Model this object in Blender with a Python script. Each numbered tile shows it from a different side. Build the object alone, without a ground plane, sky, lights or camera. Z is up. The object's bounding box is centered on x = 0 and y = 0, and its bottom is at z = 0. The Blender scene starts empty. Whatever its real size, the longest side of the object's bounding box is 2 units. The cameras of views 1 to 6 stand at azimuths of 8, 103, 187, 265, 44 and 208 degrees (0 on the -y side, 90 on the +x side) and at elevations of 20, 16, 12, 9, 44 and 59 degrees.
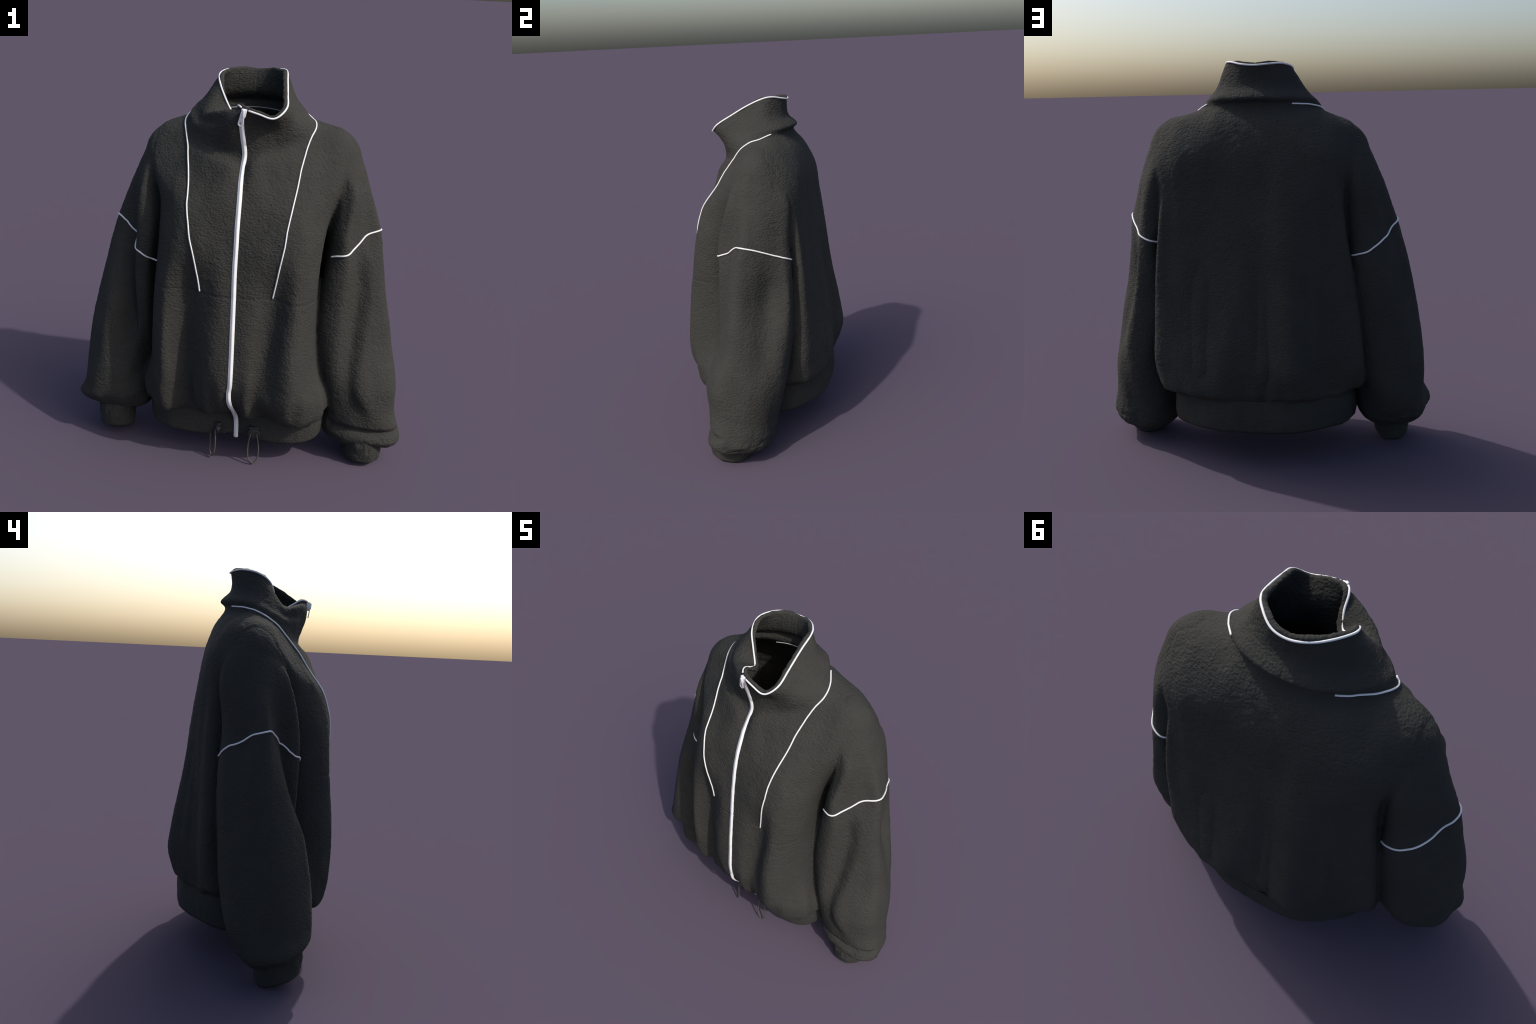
"""Oversized charcoal fleece jacket standing as if worn by an invisible body:
funnel collar, white zip, white piping, ribbed hem band, gathered cuffs, hem draw-cords."""
import bpy, bmesh, math, random
import numpy as np
from mathutils import Vector, noise
from mathutils.bvhtree import BVHTree

random.seed(7)
RNG = np.random.default_rng(7)
scene = bpy.context.scene


# ------------------------------------------------------------------ helpers
def closed_spline(pts, n):
    """Closed cubic (Catmull-Rom) curve through pts, n samples, uniform in control index."""
    p = np.asarray(pts, float)
    m = len(p)
    t = np.arange(n) * m / n
    i = np.floor(t).astype(int)
    f = (t - i)[:, None]
    a, b, c, d = p[(i - 1) % m], p[i % m], p[(i + 1) % m], p[(i + 2) % m]
    return 0.5 * (2 * b + (c - a) * f + (2 * a - 5 * b + 4 * c - d) * f**2 + (3 * b - a - 3 * c + d) * f**3)


def open_spline(pts, n):
    """Open centripetal Catmull-Rom curve through pts (any trailing shape), n samples by arc length."""
    p = np.asarray(pts, float)
    p = np.concatenate([2 * p[:1] - p[1:2], p, 2 * p[-1:] - p[-2:-1]])
    flat = p.reshape(len(p), -1)
    k = flat.shape[1] // 3 if flat.shape[1] >= 3 else 1
    seg = np.linalg.norm(np.diff(flat, axis=0), axis=1) / math.sqrt(k)
    kn = np.concatenate([[0], np.cumsum(np.maximum(seg, 1e-5) ** 0.6)])
    ts = np.linspace(kn[1], kn[-2], n * 8)
    out = np.empty((len(ts),) + p.shape[1:])
    for q, t in enumerate(ts):
        i = min(max(np.searchsorted(kn, t, side="right") - 1, 1), len(p) - 3)
        t0, t1, t2, t3 = kn[i - 1 : i + 3]
        P0, P1, P2, P3 = p[i - 1 : i + 3]
        A1 = P0 * (t1 - t) / (t1 - t0) + P1 * (t - t0) / (t1 - t0)
        A2 = P1 * (t2 - t) / (t2 - t1) + P2 * (t - t1) / (t2 - t1)
        A3 = P2 * (t3 - t) / (t3 - t2) + P3 * (t - t2) / (t3 - t2)
        B1 = A1 * (t2 - t) / (t2 - t0) + A2 * (t - t0) / (t2 - t0)
        B2 = A2 * (t3 - t) / (t3 - t1) + A3 * (t - t1) / (t3 - t1)
        out[q] = B1 * (t2 - t) / (t2 - t1) + B2 * (t - t1) / (t2 - t1)
    fl = out.reshape(len(out), -1)
    L = np.concatenate([[0], np.cumsum(np.linalg.norm(np.diff(fl, axis=0), axis=1))])
    want = np.linspace(0, L[-1], n)
    res = np.stack([np.interp(want, L, fl[:, c]) for c in range(fl.shape[1])], 1)
    return res.reshape((n,) + p.shape[1:])


def grid_mesh(name, rows, cap_low=False, cap_high=False):
    """Mesh from rows[level][column] with the columns closed into rings."""
    rows = np.asarray(rows)
    L, N, _ = rows.shape
    verts = rows.reshape(-1, 3)
    faces = []
    for l in range(L - 1):
        for c in range(N):
            d = (c + 1) % N
            faces.append((l * N + c, l * N + d, (l + 1) * N + d, (l + 1) * N + c))
    if cap_low:
        faces.append(tuple(range(N))[::-1])
    if cap_high:
        faces.append(tuple((L - 1) * N + c for c in range(N)))
    me = bpy.data.meshes.new(name)
    me.from_pydata(verts.tolist(), [], faces)
    me.validate()
    return me


def new_object(name, me, parent=None, mat=None, smooth=True):
    ob = bpy.data.objects.new(name, me)
    scene.collection.objects.link(ob)
    if parent:
        ob.parent = parent
    if mat:
        me.materials.clear()
        me.materials.append(mat)
    if smooth:
        me.polygons.foreach_set("use_smooth", [True] * len(me.polygons))
    return ob


def apply_modifiers(ob):
    dg = bpy.context.evaluated_depsgraph_get()
    me = bpy.data.meshes.new_from_object(ob.evaluated_get(dg), depsgraph=dg)
    ob.modifiers.clear()
    ob.data = me
    return me


def coords(me):
    a = np.empty(len(me.vertices) * 3)
    me.vertices.foreach_get("co", a)
    return a.reshape(-1, 3)


def set_coords(me, a):
    me.vertices.foreach_set("co", np.ascontiguousarray(a, np.float32).ravel())
    me.update()


def normals(me):
    a = np.empty(len(me.vertices) * 3)
    me.vertex_normals.foreach_get("vector", a)
    return a.reshape(-1, 3)


def edges(me):
    a = np.empty(len(me.edges) * 2, np.int64)
    me.edges.foreach_get("vertices", a)
    return a.reshape(-1, 2)


def laplace(co, ed, weight, rounds, lam=0.5):
    n = len(co)
    deg = np.bincount(ed.ravel(), minlength=n).astype(float)
    for _ in range(rounds):
        s = np.zeros_like(co)
        for k in range(3):
            s[:, k] = np.bincount(ed[:, 0], co[ed[:, 1], k], n) + np.bincount(ed[:, 1], co[ed[:, 0], k], n)
        co = co + (s / np.maximum(deg, 1)[:, None] - co) * (lam * weight)[:, None]
    return co


def value_noise(p, seed):
    """Smooth 3D value noise in [-1, 1], vectorised; p in lattice units."""
    i = np.floor(p).astype(np.int64)
    f = p - i
    f = f * f * (3 - 2 * f)

    def h(x, y, z):
        v = (x * 73856093) ^ (y * 19349663) ^ (z * 83492791) ^ (seed * 2654435761)
        v = (v ^ (v >> 13)) * 1274126177 & 0x7FFFFFFF
        v = (v ^ (v >> 15)) * 461845907 & 0x7FFFFFFF
        return (v & 0xFFFF) / 32767.5 - 1

    r = 0
    for dx in (0, 1):
        for dy in (0, 1):
            for dz in (0, 1):
                w = (f[:, 0] if dx else 1 - f[:, 0]) * (f[:, 1] if dy else 1 - f[:, 1]) * (f[:, 2] if dz else 1 - f[:, 2])
                r = r + w * h(i[:, 0] + dx, i[:, 1] + dy, i[:, 2] + dz)
    return r


def smoothstep(a, b, x):
    t = np.clip((x - a) / (b - a), 0, 1)
    return t * t * (3 - 2 * t)


# ---------------------------------------------------------------- materials
def fleece(name, dark, light, bump=0.5, grain=78.0):
    m = bpy.data.materials.new(name)
    m.use_nodes = True
    nt = m.node_tree
    N, K = nt.nodes, nt.links
    b = N["Principled BSDF"]
    tc = N.new("ShaderNodeTexCoord")
    mp = N.new("ShaderNodeMapping")
    mp.inputs["Scale"].default_value = (1.0, 1.0, 1.35)
    K.new(tc.outputs["Object"], mp.inputs["Vector"])
    n1 = N.new("ShaderNodeTexNoise")
    n1.inputs["Scale"].default_value = grain
    n1.inputs["Detail"].default_value = 3.0
    n1.inputs["Roughness"].default_value = 0.55
    n2 = N.new("ShaderNodeTexNoise")
    n2.inputs["Scale"].default_value = 420.0
    n2.inputs["Detail"].default_value = 2.0
    n3 = N.new("ShaderNodeTexNoise")
    n3.inputs["Scale"].default_value = 7.0
    for n in (n1, n2, n3):
        K.new(mp.outputs["Vector"], n.inputs["Vector"])
    ramp = N.new("ShaderNodeValToRGB")
    ramp.color_ramp.elements[0].position, ramp.color_ramp.elements[1].position = 0.3, 0.75
    ramp.color_ramp.elements[0].color = (*dark, 1)
    ramp.color_ramp.elements[1].color = (*light, 1)
    add = N.new("ShaderNodeMath")
    add.operation = "MULTIPLY_ADD"
    add.inputs[1].default_value = 0.5
    K.new(n2.outputs["Fac"], add.inputs[0])
    half = N.new("ShaderNodeMath")
    half.operation = "MULTIPLY"
    half.inputs[1].default_value = 0.5
    K.new(n3.outputs["Fac"], half.inputs[0])
    K.new(half.outputs[0], add.inputs[2])
    K.new(add.outputs[0], ramp.inputs["Fac"])
    K.new(ramp.outputs["Color"], b.inputs["Base Color"])
    h = N.new("ShaderNodeMath")
    h.operation = "MULTIPLY_ADD"
    h.inputs[1].default_value = 0.18
    K.new(n2.outputs["Fac"], h.inputs[0])
    vo = N.new("ShaderNodeTexVoronoi")
    vo.feature = "SMOOTH_F1"
    vo.inputs["Scale"].default_value = grain * 1.15
    vo.inputs["Smoothness"].default_value = 0.8
    K.new(mp.outputs["Vector"], vo.inputs["Vector"])
    mixh = N.new("ShaderNodeMath")
    mixh.operation = "MULTIPLY_ADD"
    mixh.inputs[1].default_value = -0.55
    K.new(vo.outputs["Distance"], mixh.inputs[0])
    K.new(n1.outputs["Fac"], mixh.inputs[2])
    K.new(mixh.outputs[0], h.inputs[2])
    bp = N.new("ShaderNodeBump")
    bp.inputs["Strength"].default_value = bump
    bp.inputs["Distance"].default_value = 0.014
    K.new(h.outputs[0], bp.inputs["Height"])
    K.new(bp.outputs["Normal"], b.inputs["Normal"])
    b.inputs["Roughness"].default_value = 0.95
    b.inputs["Specular IOR Level"].default_value = 0.15
    return m


def plain(name, colour, rough=0.5, spec=0.4, metal=0.0):
    m = bpy.data.materials.new(name)
    m.use_nodes = True
    N, K = m.node_tree.nodes, m.node_tree.links
    b = N["Principled BSDF"]
    tc = N.new("ShaderNodeTexCoord")
    n = N.new("ShaderNodeTexNoise")
    n.inputs["Scale"].default_value = 180.0
    ramp = N.new("ShaderNodeValToRGB")
    ramp.color_ramp.elements[0].color = (*[c * 0.92 for c in colour], 1)
    ramp.color_ramp.elements[1].color = (*colour, 1)
    K.new(tc.outputs["Object"], n.inputs["Vector"])
    K.new(n.outputs["Fac"], ramp.inputs["Fac"])
    K.new(ramp.outputs["Color"], b.inputs["Base Color"])
    b.inputs["Roughness"].default_value = rough
    b.inputs["Specular IOR Level"].default_value = spec
    b.inputs["Metallic"].default_value = metal
    return m


FLEECE = fleece("charcoal_fleece", (0.033, 0.033, 0.030), (0.043, 0.043, 0.039))
RIB = fleece("charcoal_rib_knit", (0.033, 0.033, 0.030), (0.043, 0.043, 0.039), bump=0.5, grain=95.0)
WHITE = plain("white_piping_cord", (0.78, 0.78, 0.78), 0.55, 0.3)
SHADE = plain("darker_grey_inner_trim", (0.35, 0.35, 0.36), 0.6, 0.3)  # darker grey than the white trim; used on the neck line and zip strip inside the collar
TAPE = plain("white_zip_tape", (0.80, 0.80, 0.80), 0.6, 0.3)
METAL = plain("white_enamel_zip", (0.80, 0.80, 0.82), 0.35, 0.5)
CORD = plain("olive_elastic_cord", (0.075, 0.075, 0.062), 0.8, 0.2)
PLASTIC = plain("dark_cord_lock_plastic", (0.026, 0.026, 0.029), 0.5, 0.4)

# ------------------------------------------------ torso and collar: ring net
# Each ring runs zip -> wearer's left (+x) -> centre back -> right (-x).  Points are (x, y, z).
def flat(z, pts):
    return [(x, y, z) for x, y in pts]

def hem_bottom(y):
    """Height of the hem's lower edge: dips at the sides, rises at the centre back."""
    return float(np.interp(y, [-0.30, 0.0, 0.13, 0.25, 0.33, 0.39], [0.127, 0.155, 0.172, 0.186, 0.195, 0.194]))

def hem_level(h, pts):
    """Ring at height h above the hem's edge; a third value in a point lifts or drops it."""
    return [(p[0], p[1], hem_bottom(p[1]) + h + (p[2] if len(p) > 2 else 0)) for p in pts]

TORSO_RINGS = [
    hem_level(0.150, [(0.025, -.270), (.12, -.278), (.23, -.278), (.34, -.262), (.43, -.195), (.465, .0), (.438, .19), (.355, .290), (.20, .362), (0, .38),
                     (-.20, .362), (-.34, .280), (-.432, .178), (-.465, .0), (-.43, -.185), (-.34, -.25), (-.23, -.272), (-.12, -.278)]),
    hem_level(0.185, [(0.018, -.325), (.09, -.352, -.02), (.18, -.322, -.005), (.33, -.362, -.03), (.468, -.250, -.01), (.50, .0), (.475, .222), (.392, .318), (.21, .388), (0, .388),
                     (-.21, .386), (-.362, .292), (-.470, .205), (-.50, .0), (-.465, -.220), (-.345, -.345, -.035), (-.24, -.305, -.02), (-.10, -.345, -.01)]),
    flat(0.40, [(0.014, -.402), (.075, -.420), (.135, -.385), (.31, -.422), (.455, -.28), (.50, .0), (.515, .235), (.42, .345), (.22, .405), (0, .397),
                (-.21, .405), (-.362, .288), (-.512, .222), (-.51, .0), (-.478, -.22), (-.355, -.375), (-.235, -.328), (-.09, -.412)]),
    flat(0.52, [(0.012, -.442), (.085, -.442), (.155, -.398), (.310, -.440), (.410, -.28), (.45, .02), (.530, .275), (.42, .360), (.22, .42), (0, .415),
                (-.21, .432), (-.37, .302), (-.522, .250), (-.45, .02), (-.44, -.23), (-.350, -.392), (-.240, -.338), (-.09, -.440)]),
    flat(0.70, [(0.013, -.430), (.095, -.428), (.175, -.385), (.305, -.434), (.385, -.28), (.42, .03), (.523, .290), (.415, .352), (.22, .395), (0, .400),
                (-.21, .41), (-.375, .306), (-.508, .252), (-.42, .03), (-.43, -.23), (-.350, -.390), (-.240, -.335), (-.095, -.432)]),
    flat(0.95, [(0.008, -.405), (.10, -.400), (.195, -.362), (.312, -.398), (.388, -.26), (.40, .03), (.503, .290), (.405, .332), (.22, .358), (0, .365),
                (-.20, .37), (-.375, .298), (-.472, .240), (-.40, .03), (-.425, -.22), (-.345, -.362), (-.230, -.338), (-.09, -.402)]),
    flat(1.20, [(0.004, -.366), (.10, -.372), (.228, -.372), (.325, -.345), (.405, -.21), (.40, .02), (.480, .275), (.392, .305), (.21, .320), (0, .335),
                (-.19, .345), (-.352, .288), (-.433, .240), (-.40, .02), (-.41, -.20), (-.325, -.33), (-.21, -.368), (-.10, -.372)]),
    flat(1.37, [(0.003, -.333), (.11, -.330), (.245, -.320), (.345, -.265), (.425, -.155), (.45, .03), (.470, .245), (.383, .285), (.21, .300), (0, .315),
                (-.19, .325), (-.343, .28), (-.423, .222), (-.43, .03), (-.42, -.145), (-.335, -.265), (-.245, -.318), (-.11, -.335)]),
    [(0, -.274, 1.495), (.070, -.284, 1.50), (.265, -.205, 1.52), (.40, -.135, 1.54), (.485, -.055, 1.578), (.553, .075, 1.595), (.495, .205, 1.56), (.375, .262, 1.56), (.2, .285, 1.565), (0, .292, 1.57),
     (-.2, .288, 1.565), (-.365, .255, 1.56), (-.47, .188, 1.55), (-.545, .055, 1.58), (-.49, -.065, 1.568), (-.40, -.135, 1.53), (-.263, -.21, 1.52), (-.10, -.285, 1.50)],
    [(-.003, -.228, 1.56), (.060, -.250, 1.590), (.215, -.185, 1.60), (.345, -.08, 1.655), (.435, -.005, 1.708), (.465, .07, 1.722), (.42, .145, 1.712), (.31, .200, 1.707), (.16, .236, 1.702), (0, .247, 1.702),
     (-.16, .236, 1.702), (-.31, .200, 1.70), (-.42, .145, 1.698), (-.455, .06, 1.702), (-.432, -.022, 1.692), (-.345, -.085, 1.65), (-.222, -.185, 1.60), (-.070, -.253, 1.575)],
    [(.003, -.202, 1.63), (.085, -.206, 1.645), (.205, -.145, 1.675), (.28, -.085, 1.705), (.314, -.02, 1.744), (.298, .035, 1.770), (.262, .095, 1.785), (.2, .145, 1.79), (.1, .18, 1.793), (0, .19, 1.795),
     (-.1, .18, 1.793), (-.2, .145, 1.788), (-.275, .088, 1.778), (-.318, .035, 1.757), (-.325, -.02, 1.733), (-.29, -.09, 1.695), (-.205, -.155, 1.66), (-.09, -.196, 1.632)],
    [(-.002, -.212, 1.70), (.10, -.200, 1.705), (.19, -.170, 1.72), (.255, -.112, 1.745), (.28, -.04, 1.778), (.270, .03, 1.805), (.245, .098, 1.818), (.195, .16, 1.823), (.1, .205, 1.823), (0, .218, 1.825),
     (-.1, .205, 1.823), (-.2, .158, 1.82), (-.272, .095, 1.812), (-.298, .03, 1.796), (-.302, -.035, 1.77), (-.26, -.11, 1.735), (-.185, -.168, 1.712), (-.085, -.220, 1.705)],
    [(-.009, -.230, 1.766), (.085, -.215, 1.760), (.165, -.205, 1.765), (.222, -.155, 1.79), (.228, -.078, 1.825), (.217, 0, 1.86), (.197, .073, 1.88), (.150, .122, 1.88), (.080, .156, 1.88), (0, .164, 1.885),
     (-.083, .153, 1.88), (-.160, .120, 1.875), (-.232, .06, 1.860), (-.255, -.02, 1.825), (-.245, -.09, 1.765), (-.180, -.152, 1.755), (-.112, -.214, 1.762), (-.055, -.238, 1.766)],
    [(-.003, -.244, 1.812), (.076, -.245, 1.802), (.15, -.238, 1.795), (.202, -.193, 1.828), (.197, -.111, 1.873), (.183, -.02, 1.922), (.168, .063, 1.95), (.130, .110, 1.952), (.066, .150, 1.945), (-.003, .160, 1.945),
     (-.074, .145, 1.945), (-.137, .108, 1.945), (-.192, .045, 1.93), (-.195, -.028, 1.885), (-.205, -.105, 1.805), (-.158, -.160, 1.812), (-.098, -.200, 1.828), (-.040, -.238, 1.824)],
    [(0, -.251, 1.845), (.07, -.263, 1.828), (.139, -.258, 1.812), (.186, -.213, 1.855), (.178, -.129, 1.904), (.164, -.03, 1.957), (.150, .058, 1.992), (.119, .109, 1.996), (.06, .157, 1.983), (-.005, .167, 1.978),
     (-.07, .149, 1.983), (-.125, .107, 1.985), (-.167, .035, 1.968), (-.155, -.028, 1.925), (-.118, -.060, 1.85), (-.072, -.098, 1.790), (-.045, -.152, 1.817), (-.033, -.210, 1.853)],
]
RING_N, LEVEL_N = 216, 150
rings = np.stack([closed_spline(r, RING_N) for r in TORSO_RINGS])
torso_rows = open_spline(rings, LEVEL_N)
RIM = torso_rows[-1].copy()
rim_up = torso_rows[-1] - torso_rows[-4]
rim_up /= np.linalg.norm(rim_up, axis=1)[:, None]
rim_up = 0.5 * rim_up + np.array((0, 0, 0.5))
lip = torso_rows[-1] + 0.009 * rim_up
lip[:, 2] = np.minimum(lip[:, 2], 1.999)
torso_rows = np.concatenate([torso_rows[:-1], (0.5 * (torso_rows[-1] + lip))[None], lip[None]])
rim_side = np.roll(RIM, -1, 0) - np.roll(RIM, 1, 0)
rim_out = np.cross(rim_side, rim_up)
rim_out /= np.linalg.norm(rim_out, axis=1)[:, None]
HEM_TOP = torso_rows[0].copy()


# --------------------------------------------------------- sleeve ring net
# Outline of one sleeve at a height: starts front-inner, runs outwards, round the back, ends inner.
def sleeve_rows(side, table):
    out = []
    for z, lift, pts in table:  # lift: how much the front of the outline is raised per metre towards -y
        out.append(closed_spline([(side * x, y, z - lift * y) for x, y in pts], 96))
    rows = open_spline(np.stack(out), 110)
    return rows if side > 0 else rows[:, ::-1]

LEFT_SLEEVE = [
    (1.735, 0, [(.36, .02), (.38, .015), (.40, .015), (.42, .025), (.435, .04), (.45, .06), (.445, .08), (.435, .10), (.42, .115), (.40, .12), (.37, .10), (.36, .05)]),
    (1.66, 0, [(.32, -.02), (.37, -.035), (.42, -.03), (.465, -.005), (.498, .025), (.516, .06), (.513, .1), (.49, .14), (.45, .17), (.40, .18), (.35, .14), (.32, .05)]),
    (1.56, 0, [(.36, -.08), (.43, -.075), (.475, -.065), (.515, -.042), (.548, -.005), (.569, .045), (.566, .1), (.538, .16), (.49, .205), (.44, .21), (.38, .15), (.34, .02)]),
    (1.45, 0, [(.44, -.075), (.485, -.088), (.528, -.096), (.558, -.065), (.580, -.02), (.608, .03), (.602, .10), (.57, .18), (.52, .24), (.47, .24), (.42, .17), (.38, 0)]),
    (1.22, 0, [(.430, -.09), (.465, -.146), (.520, -.158), (.564, -.078), (.610, -.035), (.680, .01), (.662, .08), (.617, .16), (.57, .235), (.497, .247), (.44, .19), (.41, 0)]),
    (1.12, 0, [(.425, -.10), (.458, -.152), (.525, -.160), (.575, -.085), (.640, -.062), (.698, -.01), (.674, .08), (.618, .163), (.59, .240), (.52, .255), (.46, .15), (.415, 0)]),
    (0.95, 0, [(.405, -.11), (.445, -.162), (.520, -.168), (.590, -.092), (.665, -.085), (.728, -.015), (.682, .065), (.612, .145), (.61, .25), (.518, .262), (.455, .19), (.42, 0)]),
    (0.70, 0, [(.395, -.12), (.432, -.170), (.508, -.187), (.582, -.135), (.665, -.145), (.775, -.065), (.765, .035), (.702, .125), (.66, .235), (.540, .252), (.468, .18), (.43, 0)]),
    (0.45, 0, [(.425, -.12), (.462, -.182), (.528, -.213), (.590, -.216), (.655, -.237), (.812, -.150), (.830, -.03), (.795, .08), (.715, .18), (.61, .22), (.51, .14), (.465, 0)]),
    (0.275, .12, [(.47, -.11), (.51, -.19), (.575, -.215), (.65, -.215), (.745, -.208), (.825, -.14), (.845, -.04), (.815, .06), (.725, .14), (.615, .165), (.52, .11), (.475, 0)]),
    (0.130, .28, [(.475, -.11), (.515, -.170), (.58, -.205), (.66, -.214), (.77, -.205), (.865, -.15), (.872, -.05), (.835, .04), (.745, .11), (.63, .125), (.535, .07), (.485, -.02)]),
    (0.080, .28, [(.50, -.12), (.535, -.165), (.59, -.204), (.67, -.216), (.785, -.204), (.860, -.145), (.845, -.06), (.79, .02), (.715, .075), (.63, .085), (.555, .04), (.51, -.03)]),
    (0.065, .25, [(.58, -.12), (.60, -.16), (.63, -.192), (.67, -.205), (.74, -.192), (.78, -.14), (.785, -.07), (.75, -.01), (.70, .02), (.64, .015), (.60, -.01), (.58, -.06)]),
]
RIGHT_SLEEVE = [
    (1.715, 0, [(.36, .01), (.38, .005), (.40, .005), (.415, .015), (.43, .03), (.442, .05), (.438, .07), (.43, .09), (.415, .105), (.40, .11), (.37, .09), (.36, .04)]),
    (1.645, 0, [(.32, -.03), (.37, -.045), (.42, -.04), (.458, -.015), (.485, .015), (.503, .05), (.50, .09), (.48, .13), (.445, .16), (.40, .17), (.35, .13), (.32, .04)]),
    (1.55, 0, [(.36, -.085), (.43, -.08), (.470, -.07), (.508, -.045), (.532, -.01), (.556, .04), (.555, .09), (.53, .145), (.485, .185), (.44, .19), (.38, .14), (.34, .01)]),
    (1.45, 0, [(.435, -.075), (.475, -.098), (.515, -.110), (.545, -.070), (.566, -.022), (.594, .02), (.598, .085), (.56, .155), (.51, .21), (.455, .215), (.40, .15), (.37, 0)]),
    (1.20, 0, [(.425, -.09), (.465, -.166), (.530, -.160), (.552, -.075), (.605, -.050), (.688, -.01), (.686, .05), (.638, .10), (.585, .175), (.505, .202), (.435, .165), (.40, 0)]),
    (0.95, 0, [(.442, -.06), (.475, -.166), (.540, -.165), (.558, -.080), (.675, -.108), (.75, -.03), (.757, .05), (.705, .12), (.63, .195), (.522, .217), (.448, .17), (.42, 0)]),
    (0.70, 0, [(.445, -.05), (.475, -.145), (.530, -.158), (.556, -.115), (.680, -.200), (.795, -.09), (.807, .0), (.765, .09), (.68, .178), (.545, .207), (.462, .16), (.43, 0)]),
    (0.45, 0, [(.462, -.04), (.485, -.105), (.525, -.165), (.585, -.228), (.720, -.238), (.818, -.14), (.836, -.03), (.81, .07), (.715, .153), (.585, .188), (.490, .14), (.46, 0)]),
    (0.28, .1, [(.465, -.11), (.515, -.20), (.58, -.240), (.66, -.255), (.77, -.23), (.835, -.15), (.838, -.05), (.815, .06), (.735, .135), (.62, .15), (.525, .09), (.475, 0)]),
    (0.172, .30, [(.48, -.12), (.52, -.18), (.585, -.22), (.67, -.235), (.79, -.22), (.873, -.13), (.855, -.05), (.82, .03), (.735, .08), (.625, .09), (.535, .06), (.49, -.02)]),
    (0.127, .33, [(.51, -.12), (.545, -.165), (.6, -.19), (.67, -.20), (.75, -.19), (.815, -.12), (.815, -.05), (.77, .025), (.71, .045), (.63, .05), (.56, .03), (.515, -.04)]),
    (0.105, .33, [(.58, -.11), (.60, -.145), (.63, -.175), (.67, -.185), (.71, -.175), (.745, -.13), (.75, -.06), (.725, -.01), (.69, .01), (.64, .01), (.60, -.01), (.58, -.05)]),
]
sleeve_l = sleeve_rows(1, LEFT_SLEEVE)
sleeve_r = sleeve_rows(-1, RIGHT_SLEEVE)

# ------------------------------------------- one smooth fabric body (remesh)
WALL, VOXEL = 0.02, 0.0065
shell = new_object("body_shell", grid_mesh("body_shell", torso_rows))
mod = shell.modifiers.new("wall", "SOLIDIFY")
mod.thickness, mod.offset, mod.use_even_offset = WALL, -1.0, False
shell_me = apply_modifiers(shell)
bm = bmesh.new()
bm.from_mesh(shell_me)
for rows in (sleeve_l, sleeve_r):
    bm.from_mesh(grid_mesh("sleeve_volume", rows, True, True))
bmesh.ops.recalc_face_normals(bm, faces=bm.faces)
body_me = bpy.data.meshes.new("body")
bm.to_mesh(body_me)
bm.free()
bpy.data.objects.remove(shell)
body = new_object("body", body_me)
mod = body.modifiers.new("weld", "REMESH")
mod.mode, mod.voxel_size, mod.adaptivity = "VOXEL", VOXEL, 0.0
body_me = apply_modifiers(body)

torso_bvh = BVHTree.FromPolygons(torso_rows.reshape(-1, 3).tolist(), [tuple(p.vertices) for p in grid_mesh("t", torso_rows).polygons])

co, ed = coords(body_me), edges(body_me)
# blend shoulder and sleeve head; only a light relax elsewhere
ax = np.abs(co[:, 0])
shoulder = np.maximum(smoothstep(1.50, 1.60, co[:, 2]), smoothstep(1.40, 1.48, co[:, 2]) * smoothstep(-0.04, 0.0, co[:, 1]) * smoothstep(0.52, 0.55, ax)) * smoothstep(0.30, 0.38, ax)
bib = smoothstep(1.48, 1.54, co[:, 2]) * smoothstep(1.74, 1.68, co[:, 2]) * smoothstep(0.34, 0.28, ax) * smoothstep(-0.05, -0.12, co[:, 1])
co = laplace(co, ed, np.full(len(co), 1.0), 3)
yoke = smoothstep(1.52, 1.62, co[:, 2]) * smoothstep(1.79, 1.75, co[:, 2]) * smoothstep(0.08, 0.14, co[:, 1])
co = laplace(co, ed, np.maximum(np.maximum(shoulder, yoke), 0.12 * bib), 35)
set_coords(body_me, co)

# folds, seams and fleece relief, pushed along the normals
nor = normals(body_me)
x, y, z = co.T


def gauss(d, w):
    return np.exp(-((d / w) ** 2))

push = np.zeros(len(co))
front = smoothstep(-0.2, -0.3, y)
# waist seam across the front
seam_z = 0.972 - 0.02 * smoothstep(0.15, 0.4, x)
push -= 0.003 * gauss(z - seam_z, 0.005) * front * (np.abs(x) < 0.41)
# armhole seam over the shoulder, centre-back collar seam
seam_x = np.interp(z, [1.30, 1.45, 1.6, 1.7, 1.8], [0.43, 0.455, 0.485, 0.47, 0.30])
push -= 0.002 * gauss(ax - seam_x, 0.006) * (z > 1.40) * (z < 1.78) * smoothstep(-0.15, -0.05, y) * smoothstep(0.25, 0.15, y)
push -= 0.0022 * gauss(x + 0.003, 0.005) * (z > 1.80) * (y > 0.05)
# gathers above the hem band and above the cuffs
ang = np.arctan2(y, x)
torso_zone = 1 - smoothstep(0.47, 0.52, np.abs(x))
push += 0.006 * value_noise(np.stack([ang * 9, z * 5, z * 0], 1), 3) * smoothstep(0.62, 0.38, z) * 2.0 * torso_zone
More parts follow.
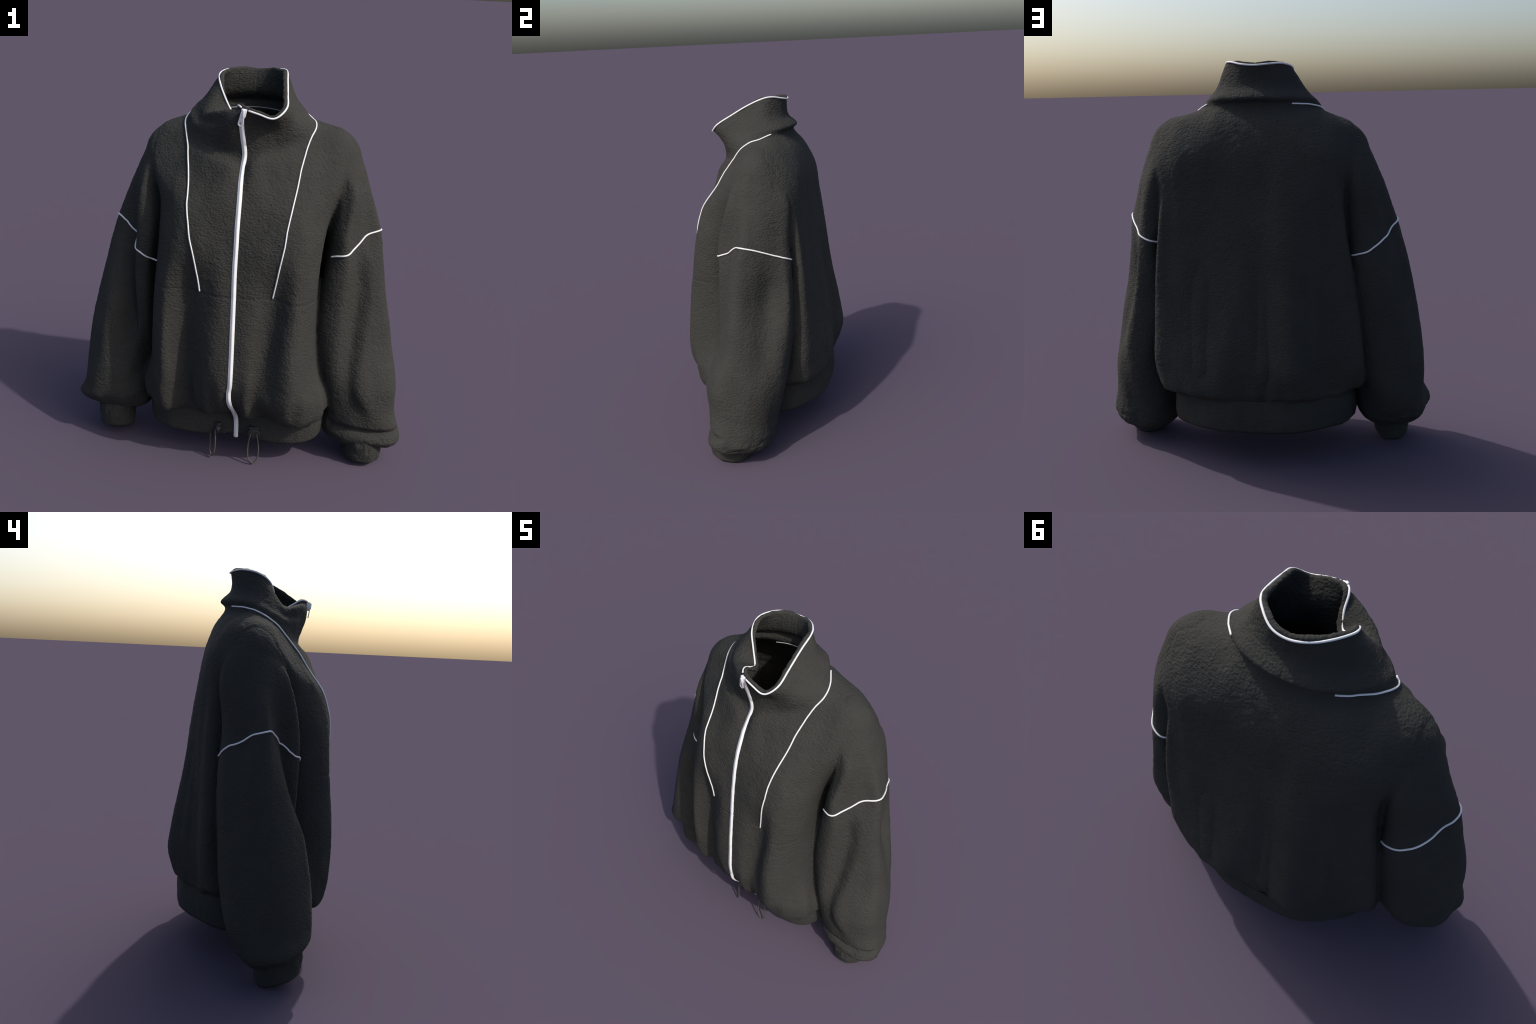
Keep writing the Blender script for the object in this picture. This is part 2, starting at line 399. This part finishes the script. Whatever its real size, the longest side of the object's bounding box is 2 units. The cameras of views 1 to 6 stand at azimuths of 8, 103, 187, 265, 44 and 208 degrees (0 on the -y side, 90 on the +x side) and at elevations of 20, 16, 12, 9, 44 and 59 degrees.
# deep tuck over the left cuff, shallow one over the right cuff
tuck = 0.215 - 0.06 * (x - 0.62)
push -= 0.022 * gauss(z - tuck, 0.016) * (x > 0.5) * smoothstep(-0.08, -0.17, y)
push += 0.008 * gauss(z - tuck + 0.05, 0.02) * (x > 0.5) * smoothstep(-0.08, -0.17, y)
# long soft drape folds
push += 0.006 * value_noise(np.stack([x * 7, y * 7, z * 1.2], 1), 11) * smoothstep(1.85, 1.6, z)
push += 0.004 * value_noise(np.stack([x * 16, y * 16, z * 4.0], 1), 12)
# standing folds down the back
back_zone = smoothstep(0.12, 0.2, y) * torso_zone * smoothstep(1.35, 0.75, z) * smoothstep(0.40, 0.55, z)
for fx_, fw, fd in ((-0.04, 0.05, -0.016), (-0.15, 0.06, 0.012), (-0.285, 0.045, -0.014), (0.27, 0.06, -0.014), (0.12, 0.06, 0.008)):
    push += fd * gauss(x - fx_ * (1.12 - 0.15 * z), fw) * back_zone
# nap of the fleece
nap = value_noise(np.stack([x * 62, y * 62, z * 75], 1), 21) + 0.5 * value_noise(np.stack([x * 36, y * 36, z * 40], 1), 22)
push += 0.0011 * nap
# crumpled gathers where the sleeves close on the cuffs
crumple = smoothstep(0.30, 0.12, z) * smoothstep(0.50, 0.56, ax)
push += crumple * (0.005 * value_noise(np.stack([x * 22, y * 22, z * 34], 1), 51) - 0.004 * (1 - np.abs(value_noise(np.stack([x * 15, y * 15, z * 40], 1), 52))) ** 4)
co = co + nor * push[:, None]
set_coords(body_me, co)
body_bvh = BVHTree.FromPolygons(co.tolist(), [tuple(p.vertices) for p in body_me.polygons])

# ------------------------------------------------------- split into panels
jacket = bpy.data.objects.new("fleece_jacket", None)
jacket["label"] = "oversized charcoal fleece zip jacket with white piping and funnel collar"
jacket["category"] = "jacket"
scene.collection.objects.link(jacket)

fc = np.empty(len(body_me.polygons) * 3)
body_me.polygons.foreach_get("center", fc)
fc = fc.reshape(-1, 3)
fx, fy, fz = fc.T
fax = np.abs(fx)
neck_z = np.where(fy < 0.02, 1.66 + 0.09 * smoothstep(0.1, 0.3, fax) + 0.0 * fy, 1.797 - 0.0 * fy) 
neck_z = np.interp(fy, [-0.26, -0.19, -0.1, -0.02, 0.04, 0.1, 0.2], [1.60, 1.64, 1.69, 1.742, 1.768, 1.788, 1.797])
edge = np.interp(fz, [0.0, 0.3, 0.5, 0.9, 1.2, 1.45, 1.6, 1.7], [0.50, 0.50, 0.46, 0.44, 0.43, 0.455, 0.485, 0.50])
in_sleeve = np.zeros(len(fc), bool)
for i, c in enumerate(fc):
    if c[2] > neck_z[i] or fax[i] < 0.33:
        continue
    if c[2] > 1.42:
        in_sleeve[i] = fax[i] > edge[i]
    else:
        hit = torso_bvh.find_nearest(Vector(c))
        out = (Vector(c) - hit[0]).dot(hit[1]) * 1.0
        in_sleeve[i] = (hit[3] > 0.014 and fax[i] > 0.40 and out > 0) if fax[i] < 0.56 else True
sleeve_seam = np.where(fx > 0, 1.20 + 0.35 * (fx - 0.6), 1.165 + 0.45 * (-fx - 0.6))
region = np.where(fz > neck_z, 0, np.where(fy < 0.03, 1, 2))
region = np.where(in_sleeve, np.where(fx > 0, 3, 5) + (fz < sleeve_seam), region)
NAMES = {0: "collar", 1: "front_panel", 2: "back_panel", 3: "upper_sleeve", 4: "lower_sleeve", 5: "upper_sleeve", 6: "lower_sleeve"}
nor = normals(body_me)
loops = np.empty(len(body_me.loops), np.int64)
body_me.loops.foreach_get("vertex_index", loops)
start = np.empty(len(body_me.polygons), np.int64)
total = np.empty(len(body_me.polygons), np.int64)
body_me.polygons.foreach_get("loop_start", start)
body_me.polygons.foreach_get("loop_total", total)
parts = {}
for r in range(7):
    sel = np.where(region == r)[0]
    used = np.zeros(len(co), bool)
    fl = [loops[start[f] : start[f] + total[f]] for f in sel]
    for f in fl:
        used[f] = True
    idx = np.cumsum(used) - 1
    me = bpy.data.meshes.new(NAMES[r])
    me.from_pydata(co[used].tolist(), [], [idx[f].tolist() for f in fl])
    ob = new_object(NAMES[r], me, jacket, FLEECE)
    me.normals_split_custom_set_from_vertices(nor[used].tolist())
    parts[r] = ob
for r in (4, 6):
    pass
bpy.data.objects.remove(body)


# ---------------------------------------------------------------- hem band
def tube_shell(name, rows, thickness, parent, mat):
    ob = new_object(name, grid_mesh(name, rows), parent, mat)
    m = ob.modifiers.new("wall", "SOLIDIFY")
    m.thickness, m.offset = thickness, -1.0
    apply_modifiers(ob)
    ob.data.polygons.foreach_set("use_smooth", [True] * len(ob.data.polygons))
    return ob

HEM = [(.025, -.248), (.12, -.276), (.24, -.290), (.35, -.278), (.445, -.205), (.482, .0), (.448, .20), (.360, .298), (.205, .372), (0, .39),
       (-.205, .372), (-.345, .288), (-.44, .185), (-.478, .0), (-.44, -.19), (-.345, -.262), (-.24, -.280), (-.12, -.280)]
hem_ring = closed_spline(HEM, 480)
hem_low = np.array([hem_bottom(v) for v in hem_ring[:, 1]])
hem_low = np.convolve(np.concatenate([hem_low[-20:], hem_low, hem_low[:20]]), np.ones(41) / 41, "valid")
hem_rows = []
for t in np.linspace(0, 1, 34):
    bulge = 1 + 0.014 * math.sin(math.pi * t) - 0.03 * (1 - min(1, t * 8)) ** 2
    ring = np.column_stack([hem_ring * bulge, hem_low + 0.172 * t])
    a = np.arctan2(ring[:, 1], ring[:, 0])
    gather = 1 + 0.010 * value_noise(np.column_stack([a * 7, a * 0 + t * 1.4, a * 0]), 31) * (0.3 + 0.7 * t) + 0.004 * value_noise(np.column_stack([a * 18, a * 0 + t * 3.0, a * 0]), 32)
    # stitched casing line: fine vertical puckers around the middle of the front
    puck = 0.004 * value_noise(np.column_stack([a * 40, a * 0 + t * 3, a * 0]), 33) * math.exp(-(((t - 0.6) / 0.16) ** 2)) * (ring[:, 1] < -0.15)
    ring[:, :2] *= (gather + puck)[:, None]
    hem_rows.append(ring)
hem = tube_shell("hem_band", np.array(hem_rows), 0.016, jacket, RIB)

# ------------------------------------------------------------------- cuffs
def cuff(side, cx, cy, rx, ry, tilt, seed, sleeve):
    rows = []
    for t in np.linspace(0, 1, 30):
        zz = 0.0 + 0.18 * t
        a = np.linspace(0, 2 * math.pi, 120, endpoint=False)
        r = 0.98 - 0.05 * (1 - t) ** 3 + 0.03 * math.sin(math.pi * min(1, t * 1.3)) - 0.08 * (1 - min(1, t * 14)) ** 2 - 0.25 * float(smoothstep(0.72, 1.0, t))
        w = value_noise(np.column_stack([np.cos(a) * 2.2 + seed, np.sin(a) * 2.2, a * 0 + t * 3.5]), seed) + 0.5 * value_noise(np.column_stack([np.cos(a) * 4.5 + seed, np.sin(a) * 4.5, a * 0 + t * 9]), seed + 1)
        folds = value_noise(np.column_stack([np.cos(a) * 6 + seed, np.sin(a) * 6, a * 0 + t * 4]), seed + 2) * 0.05 * float(smoothstep(0.1, 0.5, t))
        rr = r * (1 + 0.035 * w + folds)
        px = side * (cx + rx * np.cos(a) * rr)
        py = cy + ry * np.sin(a) * rr
        rows.append(np.column_stack([px, py, zz + tilt * np.clip(cy + 0.09 - py, 0, 1) * (1 - 0.4 * t)]))
    rows = np.array(rows)
    if side < 0:
        rows = rows[:, ::-1]
    return tube_shell("cuff", rows, 0.014, jacket, RIB)

cuff(1, 0.690, -0.108, 0.104, 0.117, 0.12, 41, parts[4])
cuff(-1, 0.672, -0.103, 0.096, 0.115, 0.30, 42, parts[6])


# ------------------------------------------------------------------ piping
def snap(p, lift):
    hit = body_bvh.find_nearest(Vector(p))
    return np.array(hit[0] + hit[1] * lift)


def cord(name, pts, radius, parent, mat, closed=False, sides=10):
    """Round cord swept along pts as a mesh tube with closed ends."""
    p = np.asarray(pts, float)
    n = len(p)
    tan = np.gradient(p, axis=0)
    if closed:
        tan = np.roll(p, -1, 0) - np.roll(p, 1, 0)
    tan /= np.linalg.norm(tan, axis=1)[:, None] + 1e-12
    up = np.array((0, 0, 1.0)) if abs(tan[0, 2]) < 0.9 else np.array((1.0, 0, 0))
    rows, u = [], up
    for i in range(n):
        u = u - tan[i] * (u @ tan[i])
        u /= np.linalg.norm(u) + 1e-12
        v = np.cross(tan[i], u)
        th = np.linspace(0, 2 * math.pi, sides, endpoint=False)
        rows.append(p[i] + radius * (np.cos(th)[:, None] * u + np.sin(th)[:, None] * v))
    rows = np.array(rows)
    if closed:
        rows = np.concatenate([rows, rows[:1]])
        me = grid_mesh(name, rows)
    else:
        me = grid_mesh(name, rows, True, True)
    return new_object(name, me, parent, mat)


def relax(p, rounds=2):
    p = p.copy()
    for _ in range(rounds):
        p[1:-1] = 0.25 * p[:-2] + 0.5 * p[1:-1] + 0.25 * p[2:]
    return p

PIPE_R = 0.0042
left_front = [(.245, .115, 1.797), (.272, .089, 1.793), (.296, .052, 1.780), (.312, .008, 1.760), (.318, -.03, 1.742), (.305, -.070, 1.710), (.290, -.108, 1.664), (.280, -.147, 1.614),
              (.272, -.186, 1.564), (.265, -.225, 1.500), (.256, -.275, 1.434), (.249, -.318, 1.380), (.240, -.355, 1.310), (.234, -.372, 1.240), (.217, -.375, 1.139), (.203, -.370, 1.05), (.190, -.364, .974)]
right_front = [(-.175, .156, 1.795), (-.206, .143, 1.793), (-.26, .100, 1.787), (-.309, .043, 1.766), (-.326, -.019, 1.733), (-.315, -.058, 1.705), (-.301, -.092, 1.669), (-.286, -.124, 1.631),
               (-.276, -.156, 1.592), (-.268, -.188, 1.553), (-.258, -.235, 1.495), (-.250, -.284, 1.434), (-.243, -.32, 1.370), (-.231, -.357, 1.300), (-.220, -.367, 1.240), (-.200, -.371, 1.167), (-.183, -.370, 1.073), (-.168, -.376, .974)]
for line in (left_front, right_front):
    pts = open_spline(line, 220)
    cord("front_piping", relax(np.array([snap(q, 0.003) for q in pts]), 4), PIPE_R * 0.9, jacket, WHITE)

# piping over the sleeve seams
left_cuffline = [(.44, -.145, 1.135), (.472, -.158, 1.146), (.515, -.157, 1.155), (.544, -.135, 1.169), (.556, -.10, 1.181), (.567, -.066, 1.196), (.588, -.040, 1.218), (.624, -.03, 1.236), (.657, -.011, 1.244),
                 (.676, .030, 1.244), (.658, .084, 1.229), (.617, .159, 1.197), (.583, .225, 1.170), (.543, .248, 1.149), (.50, .247, 1.137), (.465, .23, 1.130)]
right_cuffline = [(-.43, -.165, 1.035), (-.486, -.169, 1.059), (-.515, -.146, 1.083), (-.545, -.115, 1.120), (-.57, -.085, 1.150), (-.62, -.065, 1.190), (-.655, -.045, 1.215), (-.686, -.012, 1.221), (-.685, .030, 1.210), (-.668, .075, 1.195),
                  (-.628, .105, 1.160), (-.603, .144, 1.137), (-.577, .180, 1.113), (-.54, .20, 1.085), (-.50, .206, 1.072), (-.462, .195, 1.062)]
for line in (left_cuffline, right_cuffline):
    pts = open_spline(line, 160)
    cord("sleeve_piping", relax(np.array([snap(q, 0.003) for q in pts]), 3), PIPE_R, jacket, WHITE)

# piping round the collar rim: leaves a gap for the zip
k = np.arange(4, RING_N - 3)
rim = RIM[k]
cord("collar_piping", relax(rim + rim_out[k] * 0.003 - rim_up[k] * 0.002, 3), PIPE_R * 1.05, jacket, WHITE)

# neck tape inside the back of the collar
inner = np.array([(-.13, .118, 1.79), (-.07, .142, 1.795), (0, .152, 1.797), (.07, .142, 1.795), (.13, .118, 1.79)])
cord("neck_tape", open_spline(inner, 60), PIPE_R * 0.6, jacket, SHADE)

# --------------------------------------------------------------------- zip
zip_line = [(0.0, -.250, 1.838), (-.012, -.226, 1.800), (-.014, -.213, 1.769), (-.007, -.209, 1.698), (.003, -.203, 1.627), (-.001, -.228, 1.561), (-.001, -.273, 1.50), (.002, -.310, 1.437), (.003, -.333, 1.37), (.003, -.349, 1.301),
            (.004, -.362, 1.23), (.004, -.382, 1.096), (.007, -.400, .98), (.010, -.414, .84), (.012, -.427, .722), (.013, -.438, .62), (.012, -.446, .53), (.006, -.437, .465), (.008, -.418, .415), (.013, -.385, .37), (.018, -.345, .33), (.022, -.303, .285), (.024, -.270, .24), (.025, -.258, .190), (.025, -.254, .121)]
zp = open_spline(zip_line, 320)
hem_bvh = BVHTree.FromPolygons([v.co.copy() for v in hem.data.vertices], [tuple(p.vertices) for p in hem.data.polygons])
zc, zn = [], []
for q in zp:
    a = body_bvh.ray_cast(Vector((q[0], -0.7, min(q[2], 1.842))), Vector((0, 1, 0))) if q[2] > 0.5 else (None,)
    if a[0] is None or abs(a[0].y - q[1]) > 0.06:
        a = body_bvh.find_nearest(Vector(q))
    b = hem_bvh.find_nearest(Vector(q))
    h = a if (q[2] > 0.36 or a[3] < b[3]) else b
    pnt, n = np.array(h[0]), np.array(h[1])
    if n[1] > -0.05:
        n = np.array((0, -1.0, 0.1))
    free = float(smoothstep(0.50, 0.42, q[2]))
    pnt = pnt * (1 - free) + (np.array(q) + n * 0.001) * free
    zc.append(pnt)
    zn.append(n / np.linalg.norm(n))
zc, zn = relax(np.array(zc), 6), relax(np.array(zn), 14)
zn /= np.linalg.norm(zn, axis=1)[:, None]
zt = np.gradient(zc, axis=0)
zt /= np.linalg.norm(zt, axis=1)[:, None]
zs = np.cross(zn, zt)
zs /= np.linalg.norm(zs, axis=1)[:, None]
# section of the closed zip: two tape edges with the covered coil standing slightly proud between them
HALF = 0.0116
SECTION = [(-1.0, -.004), (-1.0, .0018), (-.9, .0028), (-.42, .0032), (-.34, .0052), (.34, .0052), (.42, .0032), (.9, .0028), (1.0, .0018), (1.0, -.004)]
rows = np.array([[zc[i] + zs[i] * (s * HALF) + zn[i] * h for s, h in SECTION] for i in range(len(zc))])
zip_tape = new_object("zip_tape", grid_mesh("zip_tape", rows, True, True), jacket, TAPE)


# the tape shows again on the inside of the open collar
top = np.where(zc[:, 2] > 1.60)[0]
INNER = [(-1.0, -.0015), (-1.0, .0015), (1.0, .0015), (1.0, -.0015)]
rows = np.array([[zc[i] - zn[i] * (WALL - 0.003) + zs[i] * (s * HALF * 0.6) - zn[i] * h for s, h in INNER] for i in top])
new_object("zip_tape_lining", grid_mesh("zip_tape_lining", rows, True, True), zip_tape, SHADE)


def bevelled(name, bm, width, parent, mat, segs=2):
    me = bpy.data.meshes.new(name)
    bmesh.ops.recalc_face_normals(bm, faces=bm.faces)
    bm.to_mesh(me)
    bm.free()
    ob = new_object(name, me, parent, mat)
    m = ob.modifiers.new("round", "BEVEL")
    m.width, m.segments, m.limit_method, m.angle_limit = width, segs, "ANGLE", math.radians(35)
    apply_modifiers(ob)
    ob.data.polygons.foreach_set("use_smooth", [True] * len(ob.data.polygons))
    return ob


def prism(outline, depth, hole=None):
    """Extruded outline in the local xz plane (front face at -y), optionally with one hole of equal count."""
    bm = bmesh.new()
    n = len(outline)
    def ring(pts, yy):
        return [bm.verts.new((a, yy, b)) for a, b in pts]
    f, k = ring(outline, -depth / 2), ring(outline, depth / 2)
    for i in range(n):
        j = (i + 1) % n
        bm.faces.new((f[i], f[j], k[j], k[i]))
    if hole is None:
        bm.faces.new(f)
        bm.faces.new(k[::-1])
    else:
        hf, hk = ring(hole, -depth / 2), ring(hole, depth / 2)
        for i in range(n):
            j = (i + 1) % n
            bm.faces.new((f[i], hf[i], hf[j], f[j]))
            bm.faces.new((k[i], k[j], hk[j], hk[i]))
            bm.faces.new((hf[i], hk[i], hk[j], hf[j]))
    return bm


# slider body, its bridge and the hanging puller with a round eye
slider_at = Vector((-.001, -.2565, 1.826))
slider = bevelled("zip_slider", prism([(-.013, .018), (.013, .018), (.011, -.016), (.006, -.026), (-.006, -.026), (-.011, -.016)], 0.014), 0.003, zip_tape, METAL)
slider.location, slider.rotation_euler = slider_at, (math.radians(6), math.radians(8), math.radians(-6))
bridge = bevelled("zip_bridge", prism([(-.004, .014), (.004, .014), (.004, -.018), (-.004, -.018)], 0.012), 0.002, zip_tape, METAL)
bridge.location, bridge.rotation_euler = slider_at + Vector((-.001, -.008, 0)), slider.rotation_euler
M = 32
out_l, hole_l = [], []
for i in range(M):
    a = math.pi / 2 + 2 * math.pi * i / M
    cx, cz = math.cos(a), math.sin(a)
    zz = -0.058 + 0.0145 * cz if cz < 0.2 else -0.004
    xx = 0.0135 * cx if cz < 0.2 else max(-0.0085, min(0.0085, 0.0135 * cx))
    out_l.append((xx, zz))
    hole_l.append((0.0075 * cx, -0.058 + 0.0075 * cz))
puller = bevelled("zip_puller", prism(out_l, 0.005, hole_l), 0.0012, zip_tape, METAL)
puller.location, puller.rotation_euler = slider_at + Vector((-.003, -.009, .006)), (math.radians(9), math.radians(12), math.radians(-5))


# ------------------------------------------------ hem draw-cords and locks
def draw_cord(at, yaw, width, length, sway):
    base = bpy.data.objects.new("draw_cord", None)
    scene.collection.objects.link(base)
    base.parent = jacket
    base.location, base.rotation_euler = at, (0, 0, yaw)
    # cord lock: box end above a round, two-holed barrel, button below
    box = bevelled("lock_button", prism([(-.0265, .030), (.0265, .030), (.0265, .004), (-.0265, .004)], 0.022), 0.003, base, PLASTIC)
    box.location = (0, -0.004, 0)
    barrel = bevelled("lock_barrel", prism([(.034 * math.cos(t), -.008 + .027 * math.sin(t)) for t in np.linspace(0, 2 * math.pi, 36, endpoint=False)], 0.026), 0.005, base, PLASTIC)
    barrel.location = (0, -0.008, 0)
    foot = bevelled("lock_foot", prism([(-.012, -.02), (.012, -.02), (.009, -.044), (-.009, -.044)], 0.018), 0.003, base, PLASTIC)
    foot.location = (0, -0.006, 0)
    for s in (-1, 1):
        eye = cord("lock_eye", np.array([(s * .018 + .0095 * math.cos(t), -0.0215, -.006 + .0135 * math.sin(t)) for t in np.linspace(0, 2 * math.pi, 24, endpoint=False)]), 0.0022, base, PLASTIC, closed=True, sides=8)
    p = [(-.014, -.012, .0), (-.017, -.023, -.012), (-.024, -.027, -.045), (-width, -.028, -length * .62), (-width * .72, -.028 + sway * .7, -length * .9), (0.002, -.028 + sway, -length),
         (width * .76, -.028 + sway * .7, -length * .88), (width, -.028, -length * .60), (.024, -.027, -.045), (.017, -.023, -.012), (.014, -.012, .0)]
    cord("cord_loop", open_spline(p, 90), 0.0040, base, CORD)
    tab = cord("cord_tail", open_spline([(.03, -.001, -.004), (.05, -.002, -.003), (.072, .001, -.001)], 16), 0.0034, base, PLASTIC)
    return base

draw_cord((0.123, -.279, .183), math.radians(6), 0.028, 0.172, -0.006)
draw_cord((-0.072, -.270, .183), math.radians(-48), 0.025, 0.170, -0.006)
